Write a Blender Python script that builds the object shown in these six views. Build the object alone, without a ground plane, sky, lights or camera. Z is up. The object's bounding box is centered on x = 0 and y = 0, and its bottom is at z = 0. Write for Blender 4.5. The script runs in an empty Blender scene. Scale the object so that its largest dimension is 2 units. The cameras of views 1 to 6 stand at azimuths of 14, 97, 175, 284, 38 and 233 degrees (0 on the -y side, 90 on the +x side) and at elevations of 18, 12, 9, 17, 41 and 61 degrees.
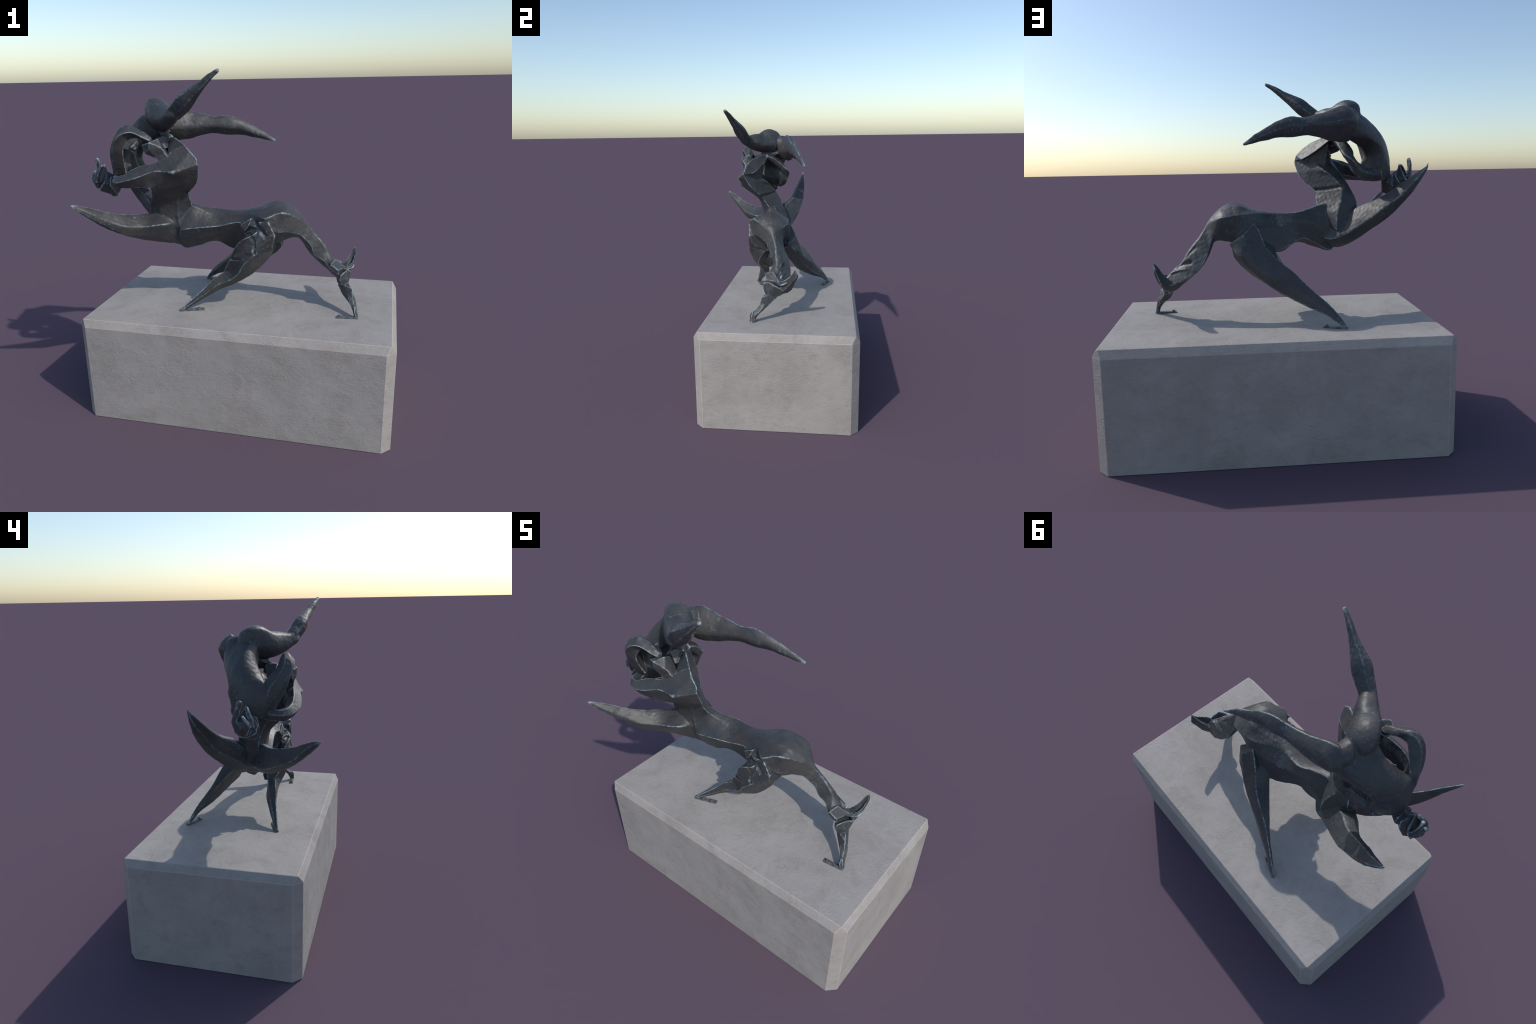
import bpy, bmesh, math, random
import numpy as np
from mathutils import Vector, noise
from mathutils.bvhtree import BVHTree

random.seed(7)
rng = np.random.default_rng(7)
scene = bpy.context.scene
VOXEL = 0.0027

# --------------------------------------------------------------------------
# geometry helpers
# --------------------------------------------------------------------------
def catmull(P, sub):
    """Catmull-Rom resampling of a list of equally shaped arrays."""
    P = [np.array(p, float) for p in P]
    n = len(P)
    out = []
    for i in range(n - 1):
        p0 = P[i - 1] if i > 0 else 2 * P[0] - P[1]
        p1, p2 = P[i], P[i + 1]
        p3 = P[i + 2] if i + 2 < n else 2 * P[-1] - P[-2]
        for j in range(sub):
            t = j / sub
            out.append(0.5 * (2 * p1 + (p2 - p0) * t + (2 * p0 - 5 * p1 + 4 * p2 - p3) * t * t
                              + (3 * p1 - p0 - 3 * p2 + p3) * t ** 3))
    out.append(P[-1])
    return out


def skin(rings):
    """closed mesh (verts, faces) through rings of equal point count"""
    k = len(rings[0])
    verts = [tuple(p) for r in rings for p in r]
    faces = []
    for i in range(len(rings) - 1):
        for j in range(k):
            a, b = i * k + j, i * k + (j + 1) % k
            faces.append((a, b, b + k, a + k))
    for end, base in ((0, 0), (1, (len(rings) - 1) * k)):
        c = np.mean(rings[0 if end == 0 else -1], axis=0)
        verts.append(tuple(c))
        ci = len(verts) - 1
        for j in range(k):
            a, b = base + j, base + (j + 1) % k
            faces.append((ci, b, a) if end == 0 else (ci, a, b))
    return verts, faces


def loft(rings, sub=6, m=5, round_=0.0):
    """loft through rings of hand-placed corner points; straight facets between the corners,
    round_ > 0 rounds the section towards a smooth closed curve"""
    rs = catmull(rings, sub) if sub > 1 else [np.array(r, float) for r in rings]
    out = []
    for r in rs:
        k = len(r)
        pts = []
        for j in range(k):
            p0, p1, p2, p3 = r[j - 1], r[j], r[(j + 1) % k], r[(j + 2) % k]
            for q in range(m):
                t = q / m
                lin = p1 + (p2 - p1) * t
                cr = 0.5 * (2 * p1 + (p2 - p0) * t + (2 * p0 - 5 * p1 + 4 * p2 - p3) * t * t
                            + (3 * p1 - p0 - 3 * p2 + p3) * t ** 3)
                pts.append(lin * (1 - round_) + cr * round_)
        out.append(np.array(pts))
    return skin(out)


def tube(st, k=6, off=0.0, sharp=0.7, sub=6, n=30):
    """limb: stations (x, y, z, r_major, r_minor, angle of the major axis in degrees);
    the section goes from an ellipse (sharp 0) to a k-cornered one (sharp 1)"""
    C, M = [], []
    for (x, y, z, R, r, ang) in st:
        C.append(np.array((x, y, z)))
        t = math.radians(ang)
        U = np.array(((math.cos(t), -math.sin(t)), (math.sin(t), math.cos(t))))
        M.append(U @ np.diag((R, r)) @ U.T)
    cs = catmull(C, sub)
    ms = catmull(M, sub)
    gain = 2.0 / (1.0 + math.cos(math.pi / k) * 1.06) * 1.025
    sec = []
    for i in range(n):
        a = 2 * math.pi * i / n
        d = (a - math.radians(off)) % (2 * math.pi / k) - math.pi / k
        rp = math.cos(math.pi / k) / math.cos(d) * gain
        rad = (1 - sharp) + sharp * rp
        sec.append((math.cos(a) * rad, math.sin(a) * rad))
    sec = np.array(sec)
    rings = []
    for i, c in enumerate(cs):
        d = cs[min(i + 1, len(cs) - 1)] - cs[max(i - 1, 0)]
        d = d / np.linalg.norm(d)
        a = np.cross(d, (0, 0, 1))
        a = a / np.linalg.norm(a)
        b = np.cross(a, d)
        q = sec @ ms[i].T
        rings.append(c + q[:, :1] * a + q[:, 1:] * b)
    return skin(rings)


def hull(pts):
    bm = bmesh.new()
    for p in pts:
        bm.verts.new(p)
    res = bmesh.ops.convex_hull(bm, input=bm.verts)
    bmesh.ops.delete(bm, geom=[v for v in bm.verts if not v.link_faces], context='VERTS')
    bm.normal_update()
    bm.verts.index_update()
    v = [tuple(x.co) for x in bm.verts]
    f = [tuple(x.index for x in fc.verts) for fc in bm.faces]
    bm.free()
    return v, f


def ball(c, r, rot=(0, 0, 0)):
    bm = bmesh.new()
    bmesh.ops.create_icosphere(bm, subdivisions=3, radius=1)
    from mathutils import Euler
    R = Euler([math.radians(a) for a in rot]).to_matrix()
    v = [tuple(Vector(c) + R @ Vector((x.co.x * r[0], x.co.y * r[1], x.co.z * r[2]))) for x in bm.verts]
    f = [tuple(x.index for x in fc.verts) for fc in bm.faces]
    bm.free()
    return v, f


PARTS = {}          # name -> list of closed pieces


def add(name, piece):
    PARTS.setdefault(name, []).append(piece)


# --------------------------------------------------------------------------
# THE LOWER FIGURE: stretched, running horse body
# --------------------------------------------------------------------------
# corner order: back (-y), top, back (+y), side (+y), belly (+y), belly (-y), side (-y)
barrel = [
    [(-.345, -.140, 1.245), (-.350, -.105, 1.262), (-.352, -.070, 1.240), (-.370, -.030, 1.100), (-.365, -.050, 1.003), (-.372, -.100, .995), (-.352, -.190, 1.120)],
    [(-.277, -.125, 1.253), (-.300, -.105, 1.266), (-.315, -.085, 1.266), (-.320, -.033, 1.120), (-.315, -.043, 1.010), (-.335, -.100, .990), (-.312, -.192, 1.131)],
    [(-.205, -.107, 1.221), (-.215, -.085, 1.236), (-.230, -.066, 1.243), (-.250, -.024, 1.160), (-.237, -.027, 1.057), (-.245, -.115, 1.018), (-.215, -.178, 1.142)],
    [(-.135, -.094, 1.199), (-.140, -.062, 1.218), (-.148, -.033, 1.226), (-.173, -.008, 1.182), (-.172, -.003, 1.075), (-.155, -.100, 1.043), (-.115, -.162, 1.152)],
    [(-.019, -.112, 1.211), (-.015, -.070, 1.226), (-.012, -.030, 1.222), (-.008, .037, 1.146), (-.042, .058, 1.018), (-.057, -.070, .992), (-.012, -.158, 1.175)],
    [(.095, -.160, 1.225), (.108, -.060, 1.254), (.105, .046, 1.231), (.095, .066, 1.150), (.080, .085, 1.030), (.080, -.130, 1.010), (.090, -.195, 1.170)],
    [(.165, -.215, 1.222), (.165, -.055, 1.280), (.165, .064, 1.228), (.165, .068, 1.135), (.160, .070, 1.045), (.160, -.110, 1.040), (.168, -.212, 1.150)],
    [(.222, -.184, 1.240), (.212, -.055, 1.288), (.214, .066, 1.223), (.220, .050, 1.120), (.220, .032, 1.068), (.220, -.110, 1.055), (.230, -.185, 1.138)],
    [(.269, -.163, 1.242), (.279, -.045, 1.262), (.276, .063, 1.210), (.285, .040, 1.118), (.290, .015, 1.078), (.285, -.070, 1.075), (.276, -.155, 1.132)],
    [(.327, -.093, 1.199), (.337, -.037, 1.207), (.329, .015, 1.188), (.326, .039, 1.102), (.322, .022, 1.070), (.322, -.030, 1.066), (.344, -.080, 1.098)],
    [(.370, -.040, 1.146), (.374, -.025, 1.148), (.364, -.010, 1.155), (.344, .048, 1.055), (.333, .036, 1.040), (.342, -.010, 1.036), (.374, -.060, 1.060)],
]
hind = [barrel[-2], barrel[-1],
    [(.420, -.010, 1.079), (.423, .001, 1.080), (.416, .014, 1.077), (.362, .075, 1.002), (.351, .050, .998), (.366, .000, .996), (.399, -.042, 1.023)],
    [(.463, -.003, 1.028), (.467, .009, 1.027), (.466, .030, 1.020), (.391, .092, .954), (.388, .066, .940), (.398, .020, .942), (.417, -.026, .963)],
    [(.490, -.002, .978), (.496, .012, .980), (.502, .040, .970), (.436, .099, .911), (.438, .066, .893), (.450, .015, .900), (.465, -.032, .940)],
    [(.505, -.030, .938), (.522, .004, .944), (.532, .042, .938), (.480, .104, .880), (.485, .070, .855), (.492, .015, .865), (.492, -.048, .918)],
    [(.520, -.060, .925), (.548, .004, .915), (.565, .046, .905), (.540, .098, .855), (.540, .070, .812), (.535, .015, .825), (.515, -.060, .895)],
    [(.560, -.055, .890), (.580, .004, .885), (.592, .060, .880), (.590, .090, .845), (.585, .060, .800), (.575, .005, .805), (.560, -.050, .860)],
]


def crown(ring):
    """round the back over its three top corners"""
    a, t, b = (np.array(p) for p in ring[:3])
    h = (t - (a + b) / 2) / 4
    return [tuple(a), tuple((a + t) / 2 + h), tuple(t), tuple((t + b) / 2 + h), tuple(b)] + list(ring[3:])


barrel = [crown(r) for r in barrel]
hind = [crown(r) for r in hind]
add('horse_body', loft(barrel))
add('hind_leg', loft(hind))
# knee point, upturned cup-shaped spur, folds behind the knee
add('hind_leg', hull([(.513, -.073, .922), (.506, -.058, .900), (.535, -.010, .941), (.507, -.022, .930), (.545, -.038, .894), (.572, -.002, .877), (.575, .036, .865),
                      (.606, .045, .870), (.556, .045, .906), (.530, -.020, .868), (.545, .040, .840), (.590, .040, .850)]))
spur = [
    [(.600, .036, .895), (.578, .058, .866), (.556, .078, .866), (.575, .085, .805), (.612, .035, .810)],
    [(.625, .055, .903), (.605, .074, .872), (.586, .096, .897), (.600, .117, .833), (.627, .080, .850)],
    [(.638, .082, .916), (.620, .096, .892), (.605, .115, .930), (.617, .138, .880), (.639, .112, .885)],
    [(.643, .115, .946), (.632, .117, .930), (.621, .131, .960), (.630, .162, .932), (.643, .148, .926)],
    [(.645, .130, .972), (.641, .132, .966), (.634, .138, .977), (.639, .153, .960), (.645, .147, .958)],
    [(.645, .138, .988), (.644, .138, .986), (.643, .139, .987), (.644, .142, .984), (.645, .141, .984)],
]
add('hind_leg', loft(spur, sub=5))
add('hind_leg', tube([(.560, .020, .865, .006, .005, 0), (.573, .035, .863, .010, .007, 0), (.603, .042, .869, .011, .008, 0), (.629, .060, .877, .010, .008, 0), (.636, .092, .893, .006, .006, 0)], k=4, sharp=.5))
add('hind_leg', hull([(.570, -.074, .843), (.577, -.068, .866), (.595, -.051, .883), (.612, -.029, .891), (.628, .005, .869), (.626, .041, .854), (.618, -.035, .807), (.545, -.042, .845),
                      (.554, -.050, .812), (.560, .030, .820), (.605, .060, .806), (.580, -.060, .800), (.610, .022, .788)]))
add('hind_leg', hull([(.618, -.033, .809), (.645, -.079, .791), (.600, -.060, .800), (.582, -.049, .747), (.633, -.097, .702), (.608, .022, .784), (.651, -.047, .723), (.655, -.090, .720),
                      (.556, -.035, .800), (.585, .000, .780)]))
add('hind_leg', tube([(.630, -.062, .745, .028, .022, 81), (.642, -.077, .724, .024, .018, 5), (.654, -.099, .701, .021, .014, 21), (.665, -.122, .678, .022, .013, 44),
                      (.674, -.131, .648, .018, .012, 28), (.677, -.132, .632, .017, .012, 28)], k=5, off=20, sharp=.85))
add('hind_leg', hull([(.660, -.138, .703), (.672, -.128, .705), (.650, -.118, .702), (.664, -.153, .682), (.680, -.138, .676), (.660, -.128, .655), (.684, -.128, .660), (.672, -.15, .65)]))

# rear standing legs
add('leg', tube([(-.349, -.224, .634, .012, .008, 30), (-.336, -.220, .648, .015, .010, 40), (-.274, -.198, .696, .023, .015, 58), (-.205, -.172, .747, .034, .020, 59),
                 (-.137, -.152, .800, .047, .029, 59), (-.060, -.144, .848, .050, .040, 100), (.000, -.144, .912, .074, .062, 110),
                 (.056, -.150, .985, .093, .078, 70), (.105, -.142, 1.055, .100, .080, 62), (.135, -.110, 1.12, .085, .07, 62)], k=5, off=60, sharp=1.0))
# folded hip of that leg
add('leg', hull([(.026, -.188, 1.091), (.103, -.240, 1.042), (.158, -.219, 1.080), (.221, -.209, 1.121), (.199, -.178, 1.044),
                 (.113, -.231, 1.014), (.052, -.222, .965), (-.022, -.205, .985), (.159, -.205, 1.195), (.06, -.17, 1.15),
                 (.05, -.10, 1.0), (.18, -.08, 1.0), (.20, -.10, 1.12), (-.03, -.11, 1.0), (.04, -.1, 1.10)]))
add('leg', hull([(-.102, -.155, .872), (-.074, -.183, .922), (-.050, -.203, .968), (.052, -.223, .965), (.090, -.180, .940), (.060, -.155, .876), (-.030, -.155, .822), (-.085, -.125, .868),
                 (-.020, -.100, .950), (.040, -.085, .850)]))
add('leg', hull([(.160, -.072, .953), (.041, -.080, .850), (-.035, -.080, .853), (.100, -.050, 1.010), (.185, -.045, 1.030), (.050, -.150, .900), (.000, -.140, .850), (.100, -.150, 1.0), (.0, -.075, .950), (.080, -.042, .925), (.150, -.030, .965), (.190, -.028, 1.010), (.020, -.060, .880), (-.030, -.070, .880)]))
add('leg', hull([(.034, -.188, 1.126), (.081, -.206, 1.140), (.163, -.222, 1.114), (.158, -.224, 1.082), (.112, -.236, 1.03), (.095, -.215, 1.09), (.06, -.15, 1.1), (.13, -.15, 1.06)]))
add('leg', hull([(.015, -.176, 1.170), (.082, -.182, 1.212), (.056, -.196, 1.150), (.036, -.190, 1.130), (.066, -.195, 1.165), (.03, -.13, 1.15), (.08, -.13, 1.19)]))
add('leg', hull([(.125, -.215, 1.200), (.187, -.216, 1.200), (.221, -.213, 1.121), (.200, -.188, 1.05), (.165, -.222, 1.112), (.172, -.214, 1.05), (.15, -.216, 1.16), (.19, -.12, 1.15), (.17, -.12, 1.06)]))

# forward-flung arms of the lower figure
# corner order: top, outer, lower outer, bottom, inner
arma = [
    [(-.804, -.547, 1.333), (-.803, -.547, 1.330), (-.803, -.546, 1.327), (-.804, -.545, 1.325), (-.806, -.545, 1.329)],
    [(-.788, -.524, 1.328), (-.782, -.530, 1.318), (-.784, -.528, 1.310), (-.789, -.524, 1.307), (-.796, -.523, 1.317)],
    [(-.742, -.468, 1.303), (-.728, -.486, 1.278), (-.732, -.484, 1.262), (-.746, -.470, 1.252), (-.762, -.470, 1.280)],
    [(-.685, -.398, 1.263), (-.666, -.422, 1.220), (-.672, -.415, 1.195), (-.692, -.394, 1.181), (-.715, -.396, 1.206)],
    [(-.622, -.323, 1.233), (-.598, -.367, 1.180), (-.608, -.355, 1.142), (-.630, -.322, 1.130), (-.662, -.318, 1.156)],
    [(-.560, -.232, 1.221), (-.522, -.300, 1.165), (-.538, -.280, 1.113), (-.562, -.242, 1.080), (-.614, -.215, 1.112)],
    [(-.476, -.150, 1.222), (-.428, -.262, 1.172), (-.442, -.235, 1.126), (-.482, -.188, 1.046), (-.530, -.128, 1.105)],
    [(-.400, -.118, 1.210), (-.380, -.196, 1.165), (-.385, -.186, 1.130), (-.400, -.140, 1.028), (-.440, -.080, 1.120)],
    [(-.330, -.100, 1.180), (-.335, -.160, 1.150), (-.335, -.160, 1.120), (-.340, -.110, 1.040), (-.360, -.070, 1.120)],
]


def fatten(rings, f, first, last):
    """scale the rings first..last about their centres"""
    out = []
    for i, r in enumerate(rings):
        r = np.array(r)
        c = r.mean(0)
        out.append(c + (r - c) * (f if first <= i <= last else 1.0))
    return out


for r in arma[1:6]:      # fuller lower edge
    for i in (2, 3):
        r[i] = (r[i][0], r[i][1] - .005, r[i][2] - .007)
add('arm', loft(fatten(arma, 1.08, 1, 4), sub=6, m=6, round_=.35))
add('leg.001', hull([(.099, .074, 1.183), (.074, .090, 1.148), (.049, .099, 1.083), (.036, .118, 1.045), (.236, .069, 1.066), (.200, .098, 1.088), (.158, .114, 1.115), (.177, .129, 1.004),
                     (.096, .165, .951), (.100, .020, 1.150), (.200, .020, 1.070), (.040, .030, 1.050)]))
# corner order: front ridge, outer ridge, lower outer, bottom, inner front
legb = [
    [(.080, .040, 1.170), (.236, .068, 1.066), (.225, .068, 1.048), (.215, .000, 1.020), (.080, -.010, 1.140)],
    [(.085, .072, 1.105), (.192, .114, 1.020), (.192, .106, 1.000), (.200, .048, .970), (.050, .020, 1.095)],
    [(.030, .124, 1.040), (.115, .156, .963), (.133, .144, .934), (.115, .092, .893), (-.010, .052, 1.038)],
    [(-.035, .172, .977), (.037, .194, .912), (.060, .176, .873), (.042, .109, .847), (-.055, .096, .950)],
    [(-.108, .203, .914), (-.060, .222, .867), (-.024, .209, .821), (-.037, .158, .804), (-.116, .154, .888)],
    [(-.177, .231, .846), (-.150, .249, .818), (-.110, .242, .776), (-.123, .199, .762), (-.178, .204, .828)],
    [(-.231, .261, .800), (-.205, .275, .774), (-.178, .270, .744), (-.190, .236, .731), (-.228, .243, .778)],
    [(-.304, .302, .736), (-.284, .309, .720), (-.268, .304, .703), (-.272, .287, .698), (-.298, .286, .720)],
    [(-.352, .330, .676), (-.343, .337, .668), (-.336, .334, .656), (-.338, .322, .655), (-.356, .322, .672)],
    [(-.372, .338, .645), (-.362, .344, .640), (-.356, .340, .636), (-.358, .330, .636), (-.370, .330, .644)],
]
add('leg.001', loft(fatten(legb, 1.07, 4, 9), sub=6, m=6, round_=.35))

# corner order: top, outer, bottom, inner low, inner top
armb = [
    [(-.869, .107, 1.494), (-.868, .111, 1.491), (-.871, .108, 1.487), (-.874, .105, 1.488), (-.873, .103, 1.492)],
    [(-.849, .102, 1.474), (-.848, .115, 1.466), (-.857, .110, 1.457), (-.864, .100, 1.460), (-.861, .095, 1.471)],
    [(-.777, .090, 1.425), (-.786, .124, 1.402), (-.808, .114, 1.380), (-.818, .086, 1.390), (-.805, .074, 1.420)],
    [(-.690, .062, 1.357), (-.707, .122, 1.322), (-.742, .112, 1.296), (-.756, .060, 1.318), (-.738, .044, 1.358)],
    [(-.590, .037, 1.295), (-.612, .114, 1.250), (-.652, .084, 1.200), (-.676, .028, 1.234), (-.655, .018, 1.300)],
    [(-.504, -.012, 1.250), (-.530, .080, 1.175), (-.558, .052, 1.118), (-.606, -.020, 1.168), (-.578, -.054, 1.245)],
    [(-.430, -.045, 1.190), (-.438, .042, 1.110), (-.466, .000, 1.046), (-.530, -.075, 1.110), (-.505, -.105, 1.180)],
    [(-.360, -.060, 1.150), (-.360, .020, 1.075), (-.380, -.040, 1.014), (-.420, -.100, 1.050), (-.420, -.120, 1.120)],
    [(-.310, -.075, 1.120), (-.310, -.020, 1.075), (-.320, -.060, 1.030), (-.340, -.100, 1.050), (-.340, -.110, 1.090)],
]
armb[1:5] = [[(x - .005, y, z - .005) for x, y, z in r] for r in armb[1:5]]
add('arm.001', loft(fatten(armb, 1.03, 1, 4), sub=6, m=7, round_=.4))
add('horse_body', hull([(-.49, -.17, 1.085), (-.49, -.07, 1.085), (-.40, -.07, 1.02), (-.40, -.14, 1.025), (-.34, -.10, .997), (-.34, -.04, 1.09), (-.38, -.17, 1.10), (-.40, .0, 1.10),
                        (-.40, -.10, 1.24), (-.52, -.10, 1.2), (-.48, -.17, 1.2)]))

# waist, chest and raised shoulder of the lower figure
torso = [
    [(-.300, -.100, 1.170), (-.375, .010, 1.120), (-.480, -.040, 1.100), (-.515, -.150, 1.110), (-.440, -.190, 1.120), (-.350, -.180, 1.130)],
    [(-.288, -.115, 1.235), (-.385, -.008, 1.215), (-.505, -.050, 1.220), (-.528, -.165, 1.205), (-.455, -.195, 1.220), (-.350, -.185, 1.215)],
    [(-.281, -.150, 1.290), (-.415, -.048, 1.290), (-.505, -.050, 1.283), (-.526, -.175, 1.262), (-.450, -.212, 1.285), (-.345, -.200, 1.285)],
    [(-.278, -.183, 1.340), (-.424, -.078, 1.360), (-.485, -.075, 1.335), (-.500, -.195, 1.325), (-.432, -.266, 1.338), (-.322, -.226, 1.348)],
    [(-.205, -.248, 1.412), (-.376, -.124, 1.424), (-.450, -.140, 1.410), (-.480, -.255, 1.400), (-.425, -.350, 1.402), (-.298, -.270, 1.396)],
    [(-.180, -.285, 1.470), (-.325, -.158, 1.465), (-.410, -.180, 1.470), (-.440, -.280, 1.460), (-.405, -.370, 1.450), (-.298, -.312, 1.440)],
    [(-.174, -.308, 1.521), (-.285, -.225, 1.520), (-.370, -.240, 1.520), (-.410, -.300, 1.525), (-.388, -.368, 1.496), (-.294, -.373, 1.484)],
    [(-.195, -.295, 1.550), (-.280, -.240, 1.545), (-.360, -.245, 1.540), (-.390, -.300, 1.545), (-.370, -.340, 1.525), (-.300, -.340, 1.520)],
]
add('torso', loft(torso, sub=5))
add('torso', hull([(-.175, -.311, 1.524), (-.182, -.303, 1.555), (-.221, -.294, 1.592), (-.265, -.263, 1.625), (-.330, -.215, 1.652), (-.376, -.181, 1.656),
                   (-.362, -.146, 1.632), (-.294, -.181, 1.578), (-.253, -.212, 1.548), (-.210, -.240, 1.527), (-.345, -.285, 1.575), (-.380, -.200, 1.630)]))
add('torso', hull([(-.175, -.311, 1.524), (-.221, -.294, 1.592), (-.265, -.263, 1.625), (-.338, -.308, 1.575), (-.294, -.373, 1.484), (-.388, -.370, 1.496),
                   (-.408, -.340, 1.531), (-.28, -.24, 1.53), (-.37, -.27, 1.52), (-.24, -.25, 1.52)]))
add('torso', hull([(-.230, -.250, 1.530), (-.300, -.203, 1.572), (-.360, -.172, 1.620), (-.340, -.185, 1.480), (-.380, -.200, 1.500), (-.380, -.220, 1.600), (-.280, -.218, 1.505)]))
# arm that wraps forward round the carried figure: outer top edge, ridge, bottom, inner
wrap = [
    [(-.350, -.325, 1.535), (-.320, -.366, 1.487), (-.365, -.325, 1.425), (-.390, -.270, 1.440), (-.380, -.275, 1.520)],
    [(-.410, -.341, 1.531), (-.388, -.378, 1.494), (-.430, -.366, 1.400), (-.440, -.285, 1.440), (-.430, -.300, 1.515)],
    [(-.467, -.351, 1.521), (-.453, -.394, 1.473), (-.475, -.368, 1.400), (-.485, -.310, 1.430), (-.480, -.320, 1.490)],
    [(-.520, -.362, 1.503), (-.502, -.400, 1.456), (-.520, -.367, 1.398), (-.535, -.315, 1.420), (-.530, -.328, 1.475)],
    [(-.572, -.362, 1.474), (-.560, -.400, 1.440), (-.580, -.362, 1.394), (-.578, -.312, 1.410), (-.575, -.326, 1.455)],
    [(-.632, -.347, 1.457), (-.634, -.368, 1.422), (-.646, -.338, 1.388), (-.602, -.300, 1.405), (-.602, -.312, 1.445)],
    [(-.662, -.315, 1.452), (-.676, -.318, 1.425), (-.668, -.300, 1.393), (-.622, -.280, 1.400), (-.622, -.285, 1.440)],
    [(-.668, -.262, 1.455), (-.686, -.255, 1.430), (-.675, -.250, 1.398), (-.632, -.245, 1.402), (-.632, -.250, 1.440)],
    [(-.655, -.205, 1.450), (-.672, -.200, 1.430), (-.665, -.200, 1.408), (-.632, -.200, 1.410), (-.632, -.200, 1.440)],
]
add('embracing_arm', loft(wrap, sub=5))
add('head', hull([(-.476, -.335, 1.624), (-.389, -.312, 1.656), (-.340, -.311, 1.570), (-.421, -.360, 1.603), (-.361, -.341, 1.612), (-.421, -.363, 1.641),
                  (-.457, -.345, 1.580), (-.390, -.339, 1.553), (-.462, -.285, 1.622), (-.400, -.262, 1.635), (-.350, -.270, 1.570), (-.445, -.285, 1.575)]))
add('head', hull([(-.340, -.311, 1.570), (-.390, -.339, 1.553), (-.36, -.33, 1.60), (-.33, -.29, 1.55), (-.31, -.31, 1.53), (-.40, -.34, 1.525), (-.37, -.28, 1.53), (-.40, -.28, 1.55)]))

add('head', hull([(-.385, -.200, 1.662), (-.410, -.250, 1.656), (-.450, -.190, 1.652), (-.445, -.250, 1.625), (-.420, -.170, 1.610), (-.370, -.255, 1.600), (-.360, -.200, 1.600),
                  (-.460, -.205, 1.605), (-.440, -.245, 1.580), (-.400, -.215, 1.575)]))

# --------------------------------------------------------------------------
# THE CARRIED FIGURE: bent over backwards, legs up
# --------------------------------------------------------------------------
add('carried_leg', tube([(-.010, -.413, 1.994, .008, .006, 30), (-.022, -.408, 1.986, .013, .010, 30), (-.065, -.393, 1.959, .018, .015, 40), (-.114, -.375, 1.923, .024, .021, 60), (-.164, -.355, 1.888, .034, .032, 160),
                         (-.213, -.337, 1.852, .048, .043, 160), (-.258, -.318, 1.813, .047, .041, 147), (-.298, -.302, 1.782, .043, .038, 130)], k=5, off=10, sharp=.6))
add('carried_leg', tube([(-.262, -.330, 1.795, .022, .020, 0), (-.285, -.318, 1.784, .036, .034, 140), (-.312, -.298, 1.774, .043, .040, 141), (-.353, -.252, 1.763, .062, .054, 70), (-.405, -.197, 1.757, .077, .066, 114),
                         (-.445, -.140, 1.768, .097, .069, 111), (-.470, -.102, 1.764, .090, .066, 118), (-.490, -.065, 1.745, .05, .04, 120)], k=5, off=-15, sharp=.25))
add('carried_leg.001', tube([(.146, .177, 1.600, .006, .005, 63), (.134, .171, 1.604, .009, .007, 63), (.079, .147, 1.631, .021, .014, 98), (.016, .126, 1.656, .031, .020, 98), (-.049, .102, 1.681, .042, .028, 102),
                             (-.118, .083, 1.694, .053, .036, 95), (-.193, .064, 1.698, .047, .033, 101), (-.264, .050, 1.702, .059, .044, 89), (-.334, .033, 1.702, .078, .055, 87),
                             (-.398, .012, 1.709, .094, .066, 80), (-.440, -.002, 1.718, .094, .066, 75), (-.482, -.018, 1.722, .06, .045, 75)], k=4, off=8, sharp=.5))
# corner order: back mid, back (-y), inner (-y), inner mid, inner (+y), back (+y)
ctorso = [
    [(-.495, -.085, 1.805), (-.480, -.155, 1.785), (-.420, -.150, 1.690), (-.415, -.070, 1.670), (-.420, .015, 1.665), (-.470, .020, 1.755)],
    [(-.550, -.100, 1.770), (-.528, -.160, 1.745), (-.455, -.155, 1.665), (-.445, -.075, 1.650), (-.465, .018, 1.645), (-.520, .015, 1.710)],
    [(-.612, -.110, 1.722), (-.582, -.170, 1.692), (-.520, -.165, 1.630), (-.500, -.090, 1.615), (-.520, .005, 1.635), (-.578, -.008, 1.665)],
    [(-.674, -.125, 1.652), (-.632, -.208, 1.628), (-.570, -.200, 1.590), (-.560, -.100, 1.580), (-.590, -.030, 1.612), (-.643, -.038, 1.608)],
    [(-.710, -.135, 1.576), (-.678, -.238, 1.585), (-.590, -.235, 1.545), (-.575, -.120, 1.530), (-.628, -.050, 1.555), (-.669, -.054, 1.550)],
    [(-.727, -.145, 1.490), (-.690, -.262, 1.500), (-.585, -.255, 1.485), (-.550, -.140, 1.475), (-.610, -.055, 1.475), (-.658, -.058, 1.465)],
    [(-.733, -.160, 1.436), (-.688, -.258, 1.445), (-.600, -.245, 1.420), (-.570, -.150, 1.412), (-.600, -.060, 1.408), (-.665, -.082, 1.408)],
    [(-.728, -.165, 1.412), (-.695, -.230, 1.415), (-.640, -.220, 1.402), (-.620, -.160, 1.398), (-.630, -.095, 1.395), (-.680, -.105, 1.395)],
]
add('carried_torso', loft(ctorso, sub=5, m=7, round_=.85))
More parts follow.
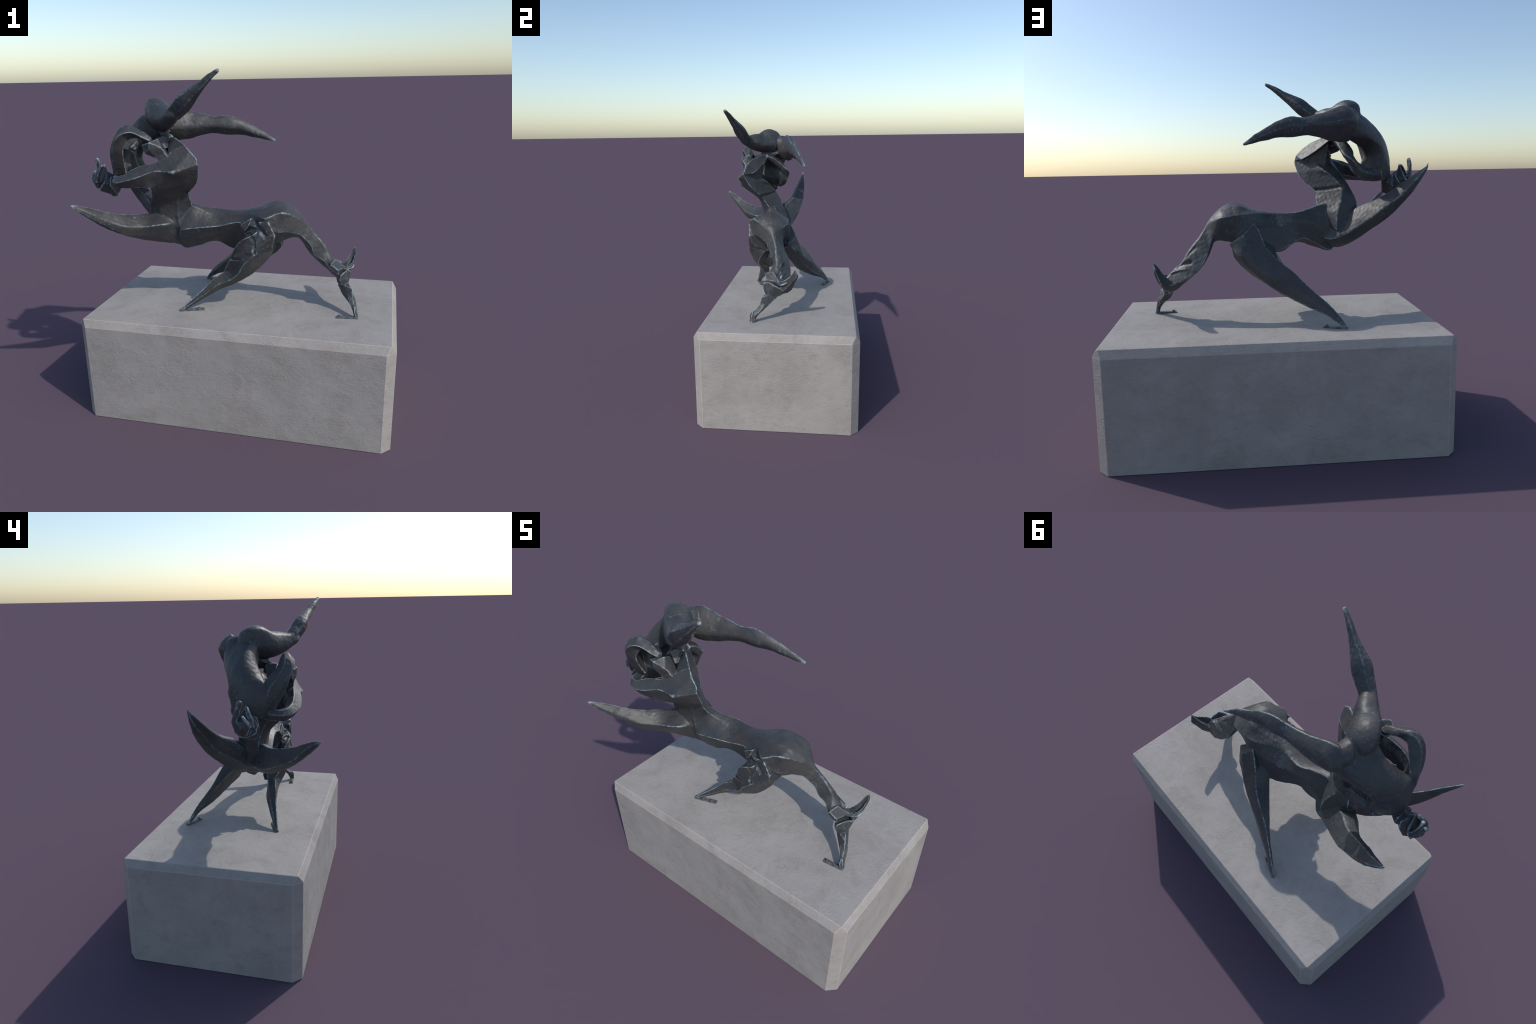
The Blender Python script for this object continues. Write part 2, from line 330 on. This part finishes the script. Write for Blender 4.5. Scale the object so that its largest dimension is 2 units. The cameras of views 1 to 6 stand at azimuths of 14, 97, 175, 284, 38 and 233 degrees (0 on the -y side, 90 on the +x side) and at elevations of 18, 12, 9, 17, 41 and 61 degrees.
add('carried_torso', hull([(-.570, -.205, 1.625), (-.560, -.175, 1.600), (-.568, -.215, 1.585), (-.590, -.235, 1.600), (-.62, -.20, 1.60), (-.60, -.16, 1.62), (-.60, -.18, 1.56), (-.61, -.22, 1.57)]))
add('carried_torso', hull([(-.400, -.190, 1.690), (-.430, -.060, 1.670), (-.450, -.160, 1.680), (-.388, -.225, 1.640), (-.392, -.195, 1.622), (-.420, -.140, 1.630), (-.360, -.200, 1.655),
                           (-.400, -.120, 1.640), (-.470, -.100, 1.665)]))
add('carried_torso', ball((-.458, -.048, 1.748), (.058, .080, .062)))
# arm on the +y side, closing the loop towards the shoulder top
add('carried_arm.001', tube([(-.650, -.085, 1.440, .045, .040, 90), (-.600, -.075, 1.428, .038, .035, 90), (-.545, -.052, 1.440, .038, .030, 85), (-.497, -.030, 1.468, .040, .026, 70), (-.470, -.022, 1.508, .041, .025, 0),
                             (-.450, -.032, 1.552, .040, .026, 0), (-.430, -.072, 1.598, .036, .028, 0), (-.405, -.125, 1.636, .030, .024, 0), (-.385, -.160, 1.650, .02, .018, 0)], k=5, off=30, sharp=.7))
# arm on the -y side: outer, front ridge, inner front, inner back, middle of the broad back face
carm = [
    [(-.692, -.262, 1.462), (-.660, -.292, 1.455), (-.605, -.275, 1.460), (-.630, -.215, 1.500), (-.702, -.243, 1.485)],
    [(-.678, -.303, 1.522), (-.652, -.334, 1.528), (-.590, -.320, 1.540), (-.660, -.236, 1.592), (-.692, -.270, 1.565)],
    [(-.660, -.340, 1.585), (-.633, -.362, 1.608), (-.578, -.342, 1.598), (-.625, -.262, 1.630), (-.664, -.303, 1.618)],
    [(-.627, -.366, 1.645), (-.602, -.376, 1.655), (-.560, -.340, 1.630), (-.598, -.283, 1.652), (-.633, -.328, 1.662)],
    [(-.592, -.360, 1.700), (-.572, -.376, 1.680), (-.543, -.330, 1.652), (-.572, -.293, 1.690), (-.600, -.330, 1.710)],
    [(-.553, -.336, 1.731), (-.535, -.368, 1.691), (-.522, -.322, 1.658), (-.535, -.290, 1.694), (-.554, -.314, 1.727)],
    [(-.515, -.316, 1.715), (-.505, -.358, 1.688), (-.495, -.320, 1.655), (-.500, -.280, 1.682), (-.511, -.298, 1.706)],
    [(-.465, -.310, 1.688), (-.455, -.334, 1.658), (-.450, -.310, 1.636), (-.455, -.274, 1.662), (-.462, -.292, 1.680)],
    [(-.430, -.305, 1.661), (-.430, -.322, 1.645), (-.425, -.305, 1.628), (-.430, -.285, 1.645), (-.431, -.295, 1.656)],
]
add('carried_arm', loft(carm, sub=5, m=7, round_=.3))

# head of the carried figure: neck, then cups of hair standing one inside the other, two loose tips
add('carried_head', hull([(-.697, -.205, 1.370), (-.697, -.218, 1.320), (-.740, -.200, 1.310), (-.751, -.176, 1.307), (-.700, -.150, 1.410), (-.738, -.125, 1.432), (-.740, -.215, 1.428),
                          (-.705, -.130, 1.385), (-.735, -.120, 1.370), (-.740, -.225, 1.380), (-.680, -.170, 1.400), (-.790, -.170, 1.330)]))
add('carried_head', hull([(-.778, -.177, 1.457), (-.772, -.209, 1.426), (-.775, -.229, 1.393), (-.806, -.228, 1.357), (-.835, -.180, 1.338), (-.835, -.150, 1.340), (-.759, -.122, 1.420),
                          (-.772, -.108, 1.388), (-.800, -.110, 1.355), (-.735, -.165, 1.430), (-.730, -.200, 1.380), (-.730, -.140, 1.380), (-.760, -.170, 1.315)]))
add('carried_head', hull([(-.790, -.174, 1.499), (-.800, -.184, 1.475), (-.812, -.200, 1.428), (-.829, -.214, 1.392), (-.840, -.205, 1.360), (-.803, -.124, 1.429), (-.822, -.110, 1.396),
                          (-.838, -.120, 1.360), (-.770, -.190, 1.400), (-.770, -.145, 1.400), (-.785, -.170, 1.350), (-.778, -.168, 1.44)]))
add('carried_head', hull([(-.856, -.190, 1.420), (-.855, -.205, 1.385), (-.835, -.108, 1.398), (-.846, -.120, 1.430), (-.848, -.154, 1.344), (-.850, -.190, 1.350), (-.815, -.150, 1.420),
                          (-.815, -.190, 1.40), (-.810, -.140, 1.37), (-.868, -.160, 1.400), (-.862, -.140, 1.420)]))
add('carried_head', tube([(-.836, -.124, 1.410, .024, .016, 90), (-.843, -.132, 1.445, .021, .014, 90), (-.846, -.145, 1.485, .016, .012, 90), (-.844, -.154, 1.512, .014, .011, 90), (-.843, -.156, 1.525, .009, .007, 90)], k=4, off=20, sharp=.8))
add('carried_head', tube([(-.846, -.205, 1.395, .015, .012, 0), (-.856, -.192, 1.420, .014, .011, 0), (-.857, -.176, 1.442, .011, .009, 0), (-.857, -.168, 1.455, .007, .006, 0)], k=5, sharp=.4))
add('carried_head', tube([(-.828, -.214, 1.390, .018, .012, 0), (-.830, -.206, 1.430, .016, .011, 0), (-.818, -.190, 1.462, .013, .010, 0), (-.802, -.178, 1.486, .009, .008, 0)], k=4, sharp=.6))

# --------------------------------------------------------------------------
# union of all bronze pieces -> one skin, sculpted strokes, casting texture
# --------------------------------------------------------------------------
def mesh_of(name, pieces):
    V, Fc = [], []
    for v, f in pieces:
        o = len(V)
        V += list(v)
        Fc += [tuple(i + o for i in q) for q in f]
    me = bpy.data.meshes.new(name)
    me.from_pydata(V, [], Fc)
    bm = bmesh.new()
    bm.from_mesh(me)
    bmesh.ops.triangulate(bm, faces=bm.faces)
    # every loose piece must face outwards
    bmesh.ops.recalc_face_normals(bm, faces=bm.faces)
    bm.to_mesh(me)
    bm.free()
    return me


part_mesh = {n: mesh_of(n, p) for n, p in PARTS.items()}
tmp = bpy.data.objects.new('tmp', mesh_of('tmp', [q for p in PARTS.values() for q in p]))
scene.collection.objects.link(tmp)
md = tmp.modifiers.new('r', 'REMESH')
md.mode = 'VOXEL'
md.voxel_size = VOXEL
md.adaptivity = 0.0
dg = bpy.context.evaluated_depsgraph_get()
body = bpy.data.meshes.new_from_object(tmp.evaluated_get(dg))
bpy.data.objects.remove(tmp)

# drop closed inner pockets: keep the largest connected shell
bm = bmesh.new()
bm.from_mesh(body)
bm.verts.ensure_lookup_table()
seen = [False] * len(bm.verts)
comps = []
for v in bm.verts:
    if seen[v.index]:
        continue
    st, comp = [v], []
    seen[v.index] = True
    while st:
        u = st.pop()
        comp.append(u)
        for e in u.link_edges:
            w = e.other_vert(u)
            if not seen[w.index]:
                seen[w.index] = True
                st.append(w)
    comps.append(comp)
comps.sort(key=len, reverse=True)
print('shells', [len(c) for c in comps][:6])
bmesh.ops.delete(bm, geom=[v for c in comps[1:] for v in c], context='VERTS')
bm.to_mesh(body)
bm.free()

nv = len(body.vertices)
co = np.empty(nv * 3)
body.vertices.foreach_get('co', co)
co = co.reshape(-1, 3)
ed = np.empty(len(body.edges) * 2, dtype=np.int64)
body.edges.foreach_get('vertices', ed)
ed = ed.reshape(-1, 2)
deg = np.bincount(ed.ravel(), minlength=nv).astype(float)[:, None]


def smooth(co, it, lam=.5):
    for _ in range(it):
        s = np.empty_like(co)
        for k in range(3):
            s[:, k] = np.bincount(ed[:, 0], co[ed[:, 1], k], nv) + np.bincount(ed[:, 1], co[ed[:, 0], k], nv)
        co = co + lam * (s / deg - co)
    return co


def normals(co):
    body.vertices.foreach_set('co', co.ravel())
    body.update()
    n = np.empty(nv * 3)
    body.vertex_normals.foreach_get('vector', n)
    return n.reshape(-1, 3)


co = smooth(co, 2, .5)

# crisp planes: bilateral filtering of the face normals, then the vertices follow
nf = len(body.polygons)
fl_start = np.empty(nf, dtype=np.int64)
fl_tot = np.empty(nf, dtype=np.int64)
body.polygons.foreach_get('loop_start', fl_start)
body.polygons.foreach_get('loop_total', fl_tot)
lv = np.empty(len(body.loops), dtype=np.int64)
le = np.empty(len(body.loops), dtype=np.int64)
body.loops.foreach_get('vertex_index', lv)
body.loops.foreach_get('edge_index', le)
lf = np.repeat(np.arange(nf), fl_tot)
order = np.argsort(le, kind='stable')
es, fs_ = le[order], lf[order]
pair = np.where(es[1:] == es[:-1])[0]
fa, fb = fs_[pair], fs_[pair + 1]


def acc(idx, val, n):
    return np.stack([np.bincount(idx, val[:, k], n) for k in range(3)], 1)


def face_normals(co):
    # area-weighted polygon normal about the face centre
    c = acc(lf, co[lv], nf) / fl_tot[:, None]
    nxt = np.arange(len(lv)) + 1
    last = fl_start + fl_tot - 1
    nxt[last] = fl_start
    cr = np.cross(co[lv] - c[lf], co[lv[nxt]] - c[lf])
    n = acc(lf, cr, nf)
    ln = np.linalg.norm(n, axis=1, keepdims=True)
    return c, n / np.maximum(ln, 1e-12)


vdeg = np.bincount(lv, minlength=nv).astype(float)[:, None]


def crisp(co, sigma=.42, n_it=10, v_it=8):
    c, n = face_normals(co)
    for _ in range(n_it):
        w = np.exp(-((n[fa] - n[fb]) ** 2).sum(1) / sigma ** 2)[:, None]
        m = n * 1.0 + acc(fa, n[fb] * w, nf) + acc(fb, n[fa] * w, nf)
        n = m / np.maximum(np.linalg.norm(m, axis=1, keepdims=True), 1e-12)
    for _ in range(v_it):
        c = acc(lf, co[lv], nf) / fl_tot[:, None]
        d = ((c[lf] - co[lv]) * n[lf]).sum(1)[:, None] * n[lf]
        co = co + acc(lv, d, nv) / vdeg
    return co


co = crisp(co)


def soften(co, c, r, it):
    """blend a joint: local smoothing that fades out at distance r"""
    idx = np.where(np.linalg.norm(co - np.array(c), axis=1) < r)[0]
    mask = np.zeros(nv, bool)
    mask[idx] = True
    e = ed[mask[ed[:, 0]] | mask[ed[:, 1]]]
    w = np.zeros(nv)
    w[idx] = np.clip(1.6 * (1 - np.linalg.norm(co[idx] - np.array(c), axis=1) / r), 0, 1)
    for _ in range(it):
        s = np.empty((nv, 3))
        for k in range(3):
            s[:, k] = np.bincount(e[:, 0], co[e[:, 1], k], nv) + np.bincount(e[:, 1], co[e[:, 0], k], nv)
        co[idx] += (.6 * w[idx, None]) * (s[idx] / deg[idx] - co[idx])
    return co


for c, r, it in [((-.50, -.11, 1.78), .09, 25), ((-.51, .0, 1.72), .09, 25), ((-.56, -.09, 1.74), .08, 30), ((-.695, -.25, 1.50), .06, 20), ((.225, .065, 1.06), .05, 12), ((-.80, -.17, 1.40), .11, 5), ((-.06, -.19, .94), .06, 12), ((.535, -.015, .905), .055, 8), ((.10, .09, 1.03), .09, 12), ((.14, .065, 1.14), .08, 25), ((-.02, .06, 1.0), .07, 15), ((-.70, -.17, 1.40), .06, 20), ((-.66, -.06, 1.44), .05, 30),
                 ((-.39, -.16, 1.13), .09, 25), ((-.40, -.03, 1.10), .08, 25), ((-.31, -.31, 1.77), .05, 30), ((-.44, -.04, 1.20), .07, 20), ((-.42, -.18, 1.20), .07, 20),
                 ((-.38, -.09, 1.02), .07, 25), ((-.50, -.10, 1.17), .09, 40), ((.33, -.02, 1.09), .06, 15)]:
    co = soften(co, c, r, it)
nor = normals(co)


def seg_dist(co, P):
    best = np.full(len(co), 9.0)
    for a, b in zip(P[:-1], P[1:]):
        ab = b - a
        t = np.clip(((co - a) @ ab) / (ab @ ab), 0, 1)
        best = np.minimum(best, np.linalg.norm(co - a - t[:, None] * ab, axis=1))
    return best


# strokes of the modelling tool: (polyline, depth (+ raises, - cuts), width)
STROKES = [
    ([(-.278, -.190, 1.345), (-.350, -.135, 1.352), (-.425, -.085, 1.366)], -.010, .009),   # crease under the chest
    ([(.036, -.19, 1.118), (.081, -.21, 1.128), (.105, -.235, 1.085), (.108, -.235, 1.02)], -.008, .008),
    ([(.10, -.19, 1.195), (.135, -.21, 1.165), (.165, -.22, 1.125)], -.014, .012),
    ([(-.01, -.165, 1.165), (.02, -.17, 1.10), (.0, -.15, 1.04)], -.010, .012),
    ([(-.365, -.20, 1.18), (-.372, -.19, 1.12)], -.007, .020),                               # arm root
    ([(.455, .060, .968), (.510, .040, .948), (.555, .026, .918)], -.010, .012),              # folds of the shin
    ([(.464, .084, .936), (.516, .063, .927), (.560, .044, .908)], .006, .007),
    ([(.43, .03, 1.045), (.475, .035, 1.00), (.505, .03, .965)], -.004, .012),
    ([(-.46, -.10, 1.812), (-.50, -.05, 1.79), (-.53, -.02, 1.75)], -.006, .014),            # between the buttocks
]
for P, dep, wid in STROKES:
    P = np.array(P)
    d = seg_dist(co, P)
    co = co + nor * (dep * np.exp(-(d / wid) ** 2))[:, None]
nor = normals(co)


def lump(co, freq, seed):
    """cheap smooth 3D noise: sum of rotated sine products"""
    r = np.random.default_rng(seed)
    out = np.zeros(len(co))
    for i in range(7):
        k = r.normal(size=3)
        k = k / np.linalg.norm(k) * freq * r.uniform(.7, 1.4)
        k2 = r.normal(size=3)
        k2 = k2 / np.linalg.norm(k2) * freq * r.uniform(.7, 1.4)
        out += np.sin(co @ k + r.uniform(0, 6)) * np.sin(co @ k2 + r.uniform(0, 6))
    return out / 3.0


co = co + nor * (.0011 * lump(co, 55, 1) + .0006 * lump(co, 150, 2))[:, None]
co[:, 2] = np.minimum(co[:, 2], 2.0)
nor = normals(co)

# --------------------------------------------------------------------------
# materials
# --------------------------------------------------------------------------
def new_mat(name):
    m = bpy.data.materials.new(name)
    m.use_nodes = True
    nt = m.node_tree
    nt.nodes.clear()
    out = nt.nodes.new('ShaderNodeOutputMaterial')
    bs = nt.nodes.new('ShaderNodeBsdfPrincipled')
    nt.links.new(bs.outputs[0], out.inputs[0])
    return m, nt, bs


def nd(nt, t, **kw):
    n = nt.nodes.new(t)
    for k, v in kw.items():
        setattr(n, k, v)
    return n


def ramp(nt, src, stops):
    r = nt.nodes.new('ShaderNodeValToRGB')
    els = r.color_ramp.elements
    while len(els) < len(stops):
        els.new(.5)
    for e, (p, c) in zip(els, stops):
        e.position = p
        e.color = c if len(c) == 4 else (*c, 1)
    nt.links.new(src, r.inputs[0])
    return r.outputs[0]


def noise_tex(nt, vec, scale, detail=4, rough=.55, dist=0):
    n = nt.nodes.new('ShaderNodeTexNoise')
    n.inputs['Scale'].default_value = scale
    n.inputs['Detail'].default_value = detail
    n.inputs['Roughness'].default_value = rough
    n.inputs['Distortion'].default_value = dist
    nt.links.new(vec, n.inputs['Vector'])
    return n.outputs['Fac']


def math_(nt, op, a, b=None, clamp=False):
    n = nt.nodes.new('ShaderNodeMath')
    n.operation = op
    n.use_clamp = clamp
    for i, x in enumerate((a, b)):
        if x is None:
            continue
        if isinstance(x, (int, float)):
            n.inputs[i].default_value = x
        else:
            nt.links.new(x, n.inputs[i])
    return n.outputs[0]


def mix(nt, fac, a, b):
    n = nt.nodes.new('ShaderNodeMix')
    n.data_type = 'RGBA'
    ins = [s for s in n.inputs if s.enabled]
    if isinstance(fac, (int, float)):
        n.inputs[0].default_value = fac
    else:
        nt.links.new(fac, n.inputs[0])
    for i, x in ((6, a), (7, b)):
        if isinstance(x, tuple):
            n.inputs[i].default_value = (*x, 1)
        else:
            nt.links.new(x, n.inputs[i])
    return n.outputs[2]


G = lambda v: (v, v, v)


def bronze_material():
    m, nt, bs = new_mat('dark_patinated_bronze')
    tc = nd(nt, 'ShaderNodeTexCoord').outputs['Object']
    geo = nd(nt, 'ShaderNodeNewGeometry')
    big = noise_tex(nt, tc, 9, 5, .6)
    mid = noise_tex(nt, tc, 38, 6, .65)
    fine = noise_tex(nt, tc, 160, 4, .6)
    base = mix(nt, ramp(nt, big, [(.35, G(0)), (.65, G(1))]), (.034, .037, .043), (.057, .055, .053))
    base = mix(nt, math_(nt, 'MULTIPLY', ramp(nt, mid, [(.5, G(0)), (.75, G(1))]), .35), base, (.066, .062, .058))
    base = mix(nt, math_(nt, 'MULTIPLY', ramp(nt, fine, [(.3, G(1)), (.5, G(0))]), .35), base, (.020, .021, .024))
    # pale blue-green patina rubbed onto the sharp edges, broken up by grain
    edge = ramp(nt, geo.outputs['Pointiness'], [(.508, G(0)), (.530, G(1))])
    brk = ramp(nt, mid, [(.38, G(.12)), (.54, G(1))])
    brk = math_(nt, 'MULTIPLY', brk, ramp(nt, noise_tex(nt, tc, 11, 3, .6), [(.34, G(.4)), (.56, G(1))]))
    pat = math_(nt, 'MULTIPLY', edge, brk)
    # scattered blue flecks in patches
    vor = nd(nt, 'ShaderNodeTexNoise')
    vor.inputs['Scale'].default_value = 95
    vor.inputs['Detail'].default_value = 6
    vor.inputs['Roughness'].default_value = .7
    nt.links.new(tc, vor.inputs['Vector'])
    fleck = ramp(nt, vor.outputs['Fac'], [(.57, G(0)), (.66, G(1))])
    patch = ramp(nt, noise_tex(nt, tc, 7, 2, .5), [(.50, G(.06)), (.62, G(1))])
    fl = math_(nt, 'MULTIPLY', fleck, patch)
    fl = math_(nt, 'MULTIPLY', fl, .8)
    col = mix(nt, math_(nt, 'MULTIPLY', fl, 1.0), base, (.13, .23, .31))
    col = mix(nt, math_(nt, 'MULTIPLY', pat, .95), col, (.30, .40, .44))
    nt.links.new(col, bs.inputs['Base Color'])
    rg = math_(nt, 'ADD', math_(nt, 'MULTIPLY', mid, .24), .38)
    nt.links.new(rg, bs.inputs['Roughness'])
    bs.inputs['Metallic'].default_value = 0.0
    bs.inputs['Specular IOR Level'].default_value = .5
    b = nd(nt, 'ShaderNodeBump')
    b.inputs['Strength'].default_value = .22
    b.inputs['Distance'].default_value = .004
    h = math_(nt, 'ADD', math_(nt, 'MULTIPLY', mid, .7), math_(nt, 'MULTIPLY', fine, .3))
    nt.links.new(h, b.inputs['Height'])
    nt.links.new(b.outputs[0], bs.inputs['Normal'])
    return m


def stone_material(worn=False):
    m, nt, bs = new_mat('worn_stone_edge' if worn else 'cast_stone')
    tc = nd(nt, 'ShaderNodeTexCoord').outputs['Object']
    mp = nd(nt, 'ShaderNodeMapping')
    mp.inputs['Scale'].default_value = (1, 1, 1.7)
    nt.links.new(tc, mp.inputs['Vector'])
    st = mp.outputs[0]
    big = noise_tex(nt, st, 3.2, 6, .62, .4)
    mid = noise_tex(nt, st, 14, 6, .65, .3)
    fine = noise_tex(nt, tc, 90, 5, .65)
    col = mix(nt, ramp(nt, big, [(.32, G(0)), (.68, G(1))]), (.310, .289, .270), (.365, .342, .322))
    col = mix(nt, math_(nt, 'MULTIPLY', ramp(nt, mid, [(.30, G(1)), (.46, G(0))]), .40), col, (.240, .220, .200))
    stain = ramp(nt, noise_tex(nt, tc, 5.5, 7, .68, .8), [(.50, G(0)), (.64, G(1))])
    col = mix(nt, math_(nt, 'MULTIPLY', stain, .32), col, (.235, .212, .190))
    col = mix(nt, math_(nt, 'MULTIPLY', ramp(nt, fine, [(.52, G(0)), (.72, G(1))]), .30), col, (.41, .395, .385))
    speck = ramp(nt, noise_tex(nt, st, 130, 4, .7), [(.28, G(1)), (.40, G(0))])
    col = mix(nt, math_(nt, 'MULTIPLY', speck, .45), col, (.215, .195, .178))
    if worn:    # thin pinkish rubbed line along the arrises
        col = mix(nt, ramp(nt, mid, [(.30, G(.35)), (.50, G(.9))]), col, (.455, .375, .350))
    nt.links.new(col, bs.inputs['Base Color'])
    bs.inputs['Roughness'].default_value = .85
    bs.inputs['Specular IOR Level'].default_value = .3
    b = nd(nt, 'ShaderNodeBump')
    b.inputs['Strength'].default_value = .65
    b.inputs['Distance'].default_value = .008
    pits = noise_tex(nt, st, 58, 6, .7, .4)
    area = ramp(nt, noise_tex(nt, tc, 4.5, 3), [(.40, G(.25)), (.60, G(1))])
    h = math_(nt, 'ADD', math_(nt, 'MULTIPLY', pits, area), math_(nt, 'MULTIPLY', fine, .2))
    nt.links.new(h, b.inputs['Height'])
    nt.links.new(b.outputs[0], bs.inputs['Normal'])
    return m


def plate_material():
    m, nt, bs = new_mat('weathered_steel')
    tc = nd(nt, 'ShaderNodeTexCoord').outputs['Object']
    n = noise_tex(nt, tc, 60, 5, .6)
    col = mix(nt, ramp(nt, n, [(.4, G(0)), (.65, G(1))]), (.055, .055, .058), (.16, .165, .17))
    nt.links.new(col, bs.inputs['Base Color'])
    bs.inputs['Roughness'].default_value = .5
    return m


BRONZE = bronze_material()
PLATE = plate_material()
STONE = stone_material()
WORN = stone_material(worn=True)

# --------------------------------------------------------------------------
# objects
# --------------------------------------------------------------------------
root = bpy.data.objects.new('bronze_sculpture', None)
root.empty_display_size = .2
scene.collection.objects.link(root)
root['label'] = 'dark bronze running centaur carrying a figure, on stone block'
root['category'] = 'sculpture'


def put(name, me, mat, parent=root, loc=None):
    ob = bpy.data.objects.new(name, me)
    scene.collection.objects.link(ob)
    ob.parent = parent
    if not me.materials:
        me.materials.append(mat)
    if loc is not None:
        ob.location = loc
    return ob


# split the skin by anatomical region: nearest source piece
npoly = len(body.polygons)
cen = np.empty(npoly * 3)
body.polygons.foreach_get('center', cen)
cen = cen.reshape(-1, 3)
best = np.full(npoly, 1e9)
who = np.full(npoly, -1)
names = list(part_mesh)
for pi, n in enumerate(names):
    me = part_mesh[n]
    v = np.array([x.co[:] for x in me.vertices])
    lo, hi = v.min(0) - .03, v.max(0) + .03
    idx = np.where(((cen > lo) & (cen < hi)).all(1))[0]
    tree = BVHTree.FromPolygons([x.co[:] for x in me.vertices], [p.vertices[:] for p in me.polygons])
    for i in idx:
        r = tree.find_nearest(Vector(cen[i]))
        if r[0] is not None and r[3] < best[i]:
            best[i] = r[3]
            who[i] = pi
who[who < 0] = 0
corner = np.empty(len(body.loops), dtype=np.int64)
body.loops.foreach_get('vertex_index', corner)
lstart = np.empty(npoly, dtype=np.int64)
ltot = np.empty(npoly, dtype=np.int64)
body.polygons.foreach_get('loop_start', lstart)
body.polygons.foreach_get('loop_total', ltot)
# majority filter so that the borders run clean
for _ in range(4):
    cnt = np.zeros((nv, len(names)))
    fidx = np.repeat(np.arange(npoly), ltot)
    np.add.at(cnt, (corner, who[fidx]), 1)
    fs = np.zeros((npoly, len(names)))
    np.add.at(fs, fidx, cnt[corner])
    who = fs.argmax(1)

for pi, n in enumerate(names):
    sel = np.where(who == pi)[0]
    if len(sel) == 0:
        continue
    fl = [corner[lstart[i]:lstart[i] + ltot[i]] for i in sel]
    used = np.unique(np.concatenate(fl))
    remap = np.full(nv, -1)
    remap[used] = np.arange(len(used))
    me = bpy.data.meshes.new(n)
    me.from_pydata(co[used].tolist(), [], [remap[f].tolist() for f in fl])
    me.polygons.foreach_set('use_smooth', [True] * len(me.polygons))
    me.update()
    me.normals_split_custom_set_from_vertices(nor[used].tolist())
    put(n, me, BRONZE)
for me in list(part_mesh.values()):
    bpy.data.meshes.remove(me)
bpy.data.meshes.remove(body)


# stone block with chamfered top and vertical edges
def plinth():
    X, Y0, Y1, Z = .9025, -.4765, .548, .6335
    cv, ci, ch = .048, .025, .041

    def outline(ix, c):
        x, a, b = X - ix, Y0 + ix, Y1 - ix
        return [(-x + c, a), (x - c, a), (x, a + c), (x, b - c), (x - c, b), (-x + c, b), (-x, b - c), (-x, a + c)]
    lev = [(0, outline(0, cv)), (Z - ch, outline(0, cv)), (Z, outline(ci, .002))]
    V = [(x, y, z) for z, o in lev for x, y in o]
    Fc = [tuple(reversed(range(8)))]
    for i in range(2):
        for j in range(8):
            a, b = i * 8 + j, i * 8 + (j + 1) % 8
            Fc.append((a, b, b + 8, a + 8))
    Fc.append(tuple(range(16, 24)))
    me = bpy.data.meshes.new('plinth')
    me.from_pydata(V, [], Fc)
    bm = bmesh.new()
    bm.from_mesh(me)
    bmesh.ops.bevel(bm, geom=[e for e in bm.edges if max(v.co.z for v in e.verts) > .1], offset=.0024, segments=1, affect='EDGES', material=1)
    bm.to_mesh(me)
    bm.free()
    me.materials.append(STONE)
    me.materials.append(WORN)
    return me


put('plinth', plinth(), STONE)


# anchor plates under the feet, each with a bolt
def plate(a, b, w, z0, z1):
    a, b = np.array(a), np.array(b)
    d = (b - a) / np.linalg.norm(b - a)
    s = np.array((-d[1], d[0]))
    pts = [a - s * w * .8, a + s * w * .8, b + s * w, b - s * w]
    bm = bmesh.new()
    lo = [bm.verts.new((*p, z0)) for p in pts]
    hi = [bm.verts.new((*p, z1 + (.004 if i < 2 else 0))) for i, p in enumerate(pts)]
    bm.faces.new(list(reversed(lo)))
    bm.faces.new(hi)
    for i in range(4):
        bm.faces.new((lo[i], lo[(i + 1) % 4], hi[(i + 1) % 4], hi[i]))
    bmesh.ops.recalc_face_normals(bm, faces=bm.faces)
    bmesh.ops.bevel(bm, geom=list(bm.edges), offset=.0012, segments=2, affect='EDGES')
    me = bpy.data.meshes.new('foot_plate')
    bm.to_mesh(me)
    bm.free()
    return me


bm = bmesh.new()
bmesh.ops.create_cone(bm, cap_ends=True, segments=6, radius1=.0085, radius2=.0080, depth=.012)
bmesh.ops.bevel(bm, geom=list(bm.edges), offset=.001, segments=2, affect='EDGES')
bolt_mesh = bpy.data.meshes.new('bolt')
bm.to_mesh(bolt_mesh)
bm.free()
for i, (a, b, bo) in enumerate([((-.358, -.230), (-.222, -.180), (-.250, -.192)), ((-.372, .343), (-.255, .295), (-.271, .302)), ((.686, -.134), (.565, -.145), (.582, -.143))]):
    p = put('foot_plate', plate(a, b, .014, .628, .642), PLATE)
    put('bolt', bolt_mesh, PLATE, parent=p, loc=(bo[0], bo[1], .645))
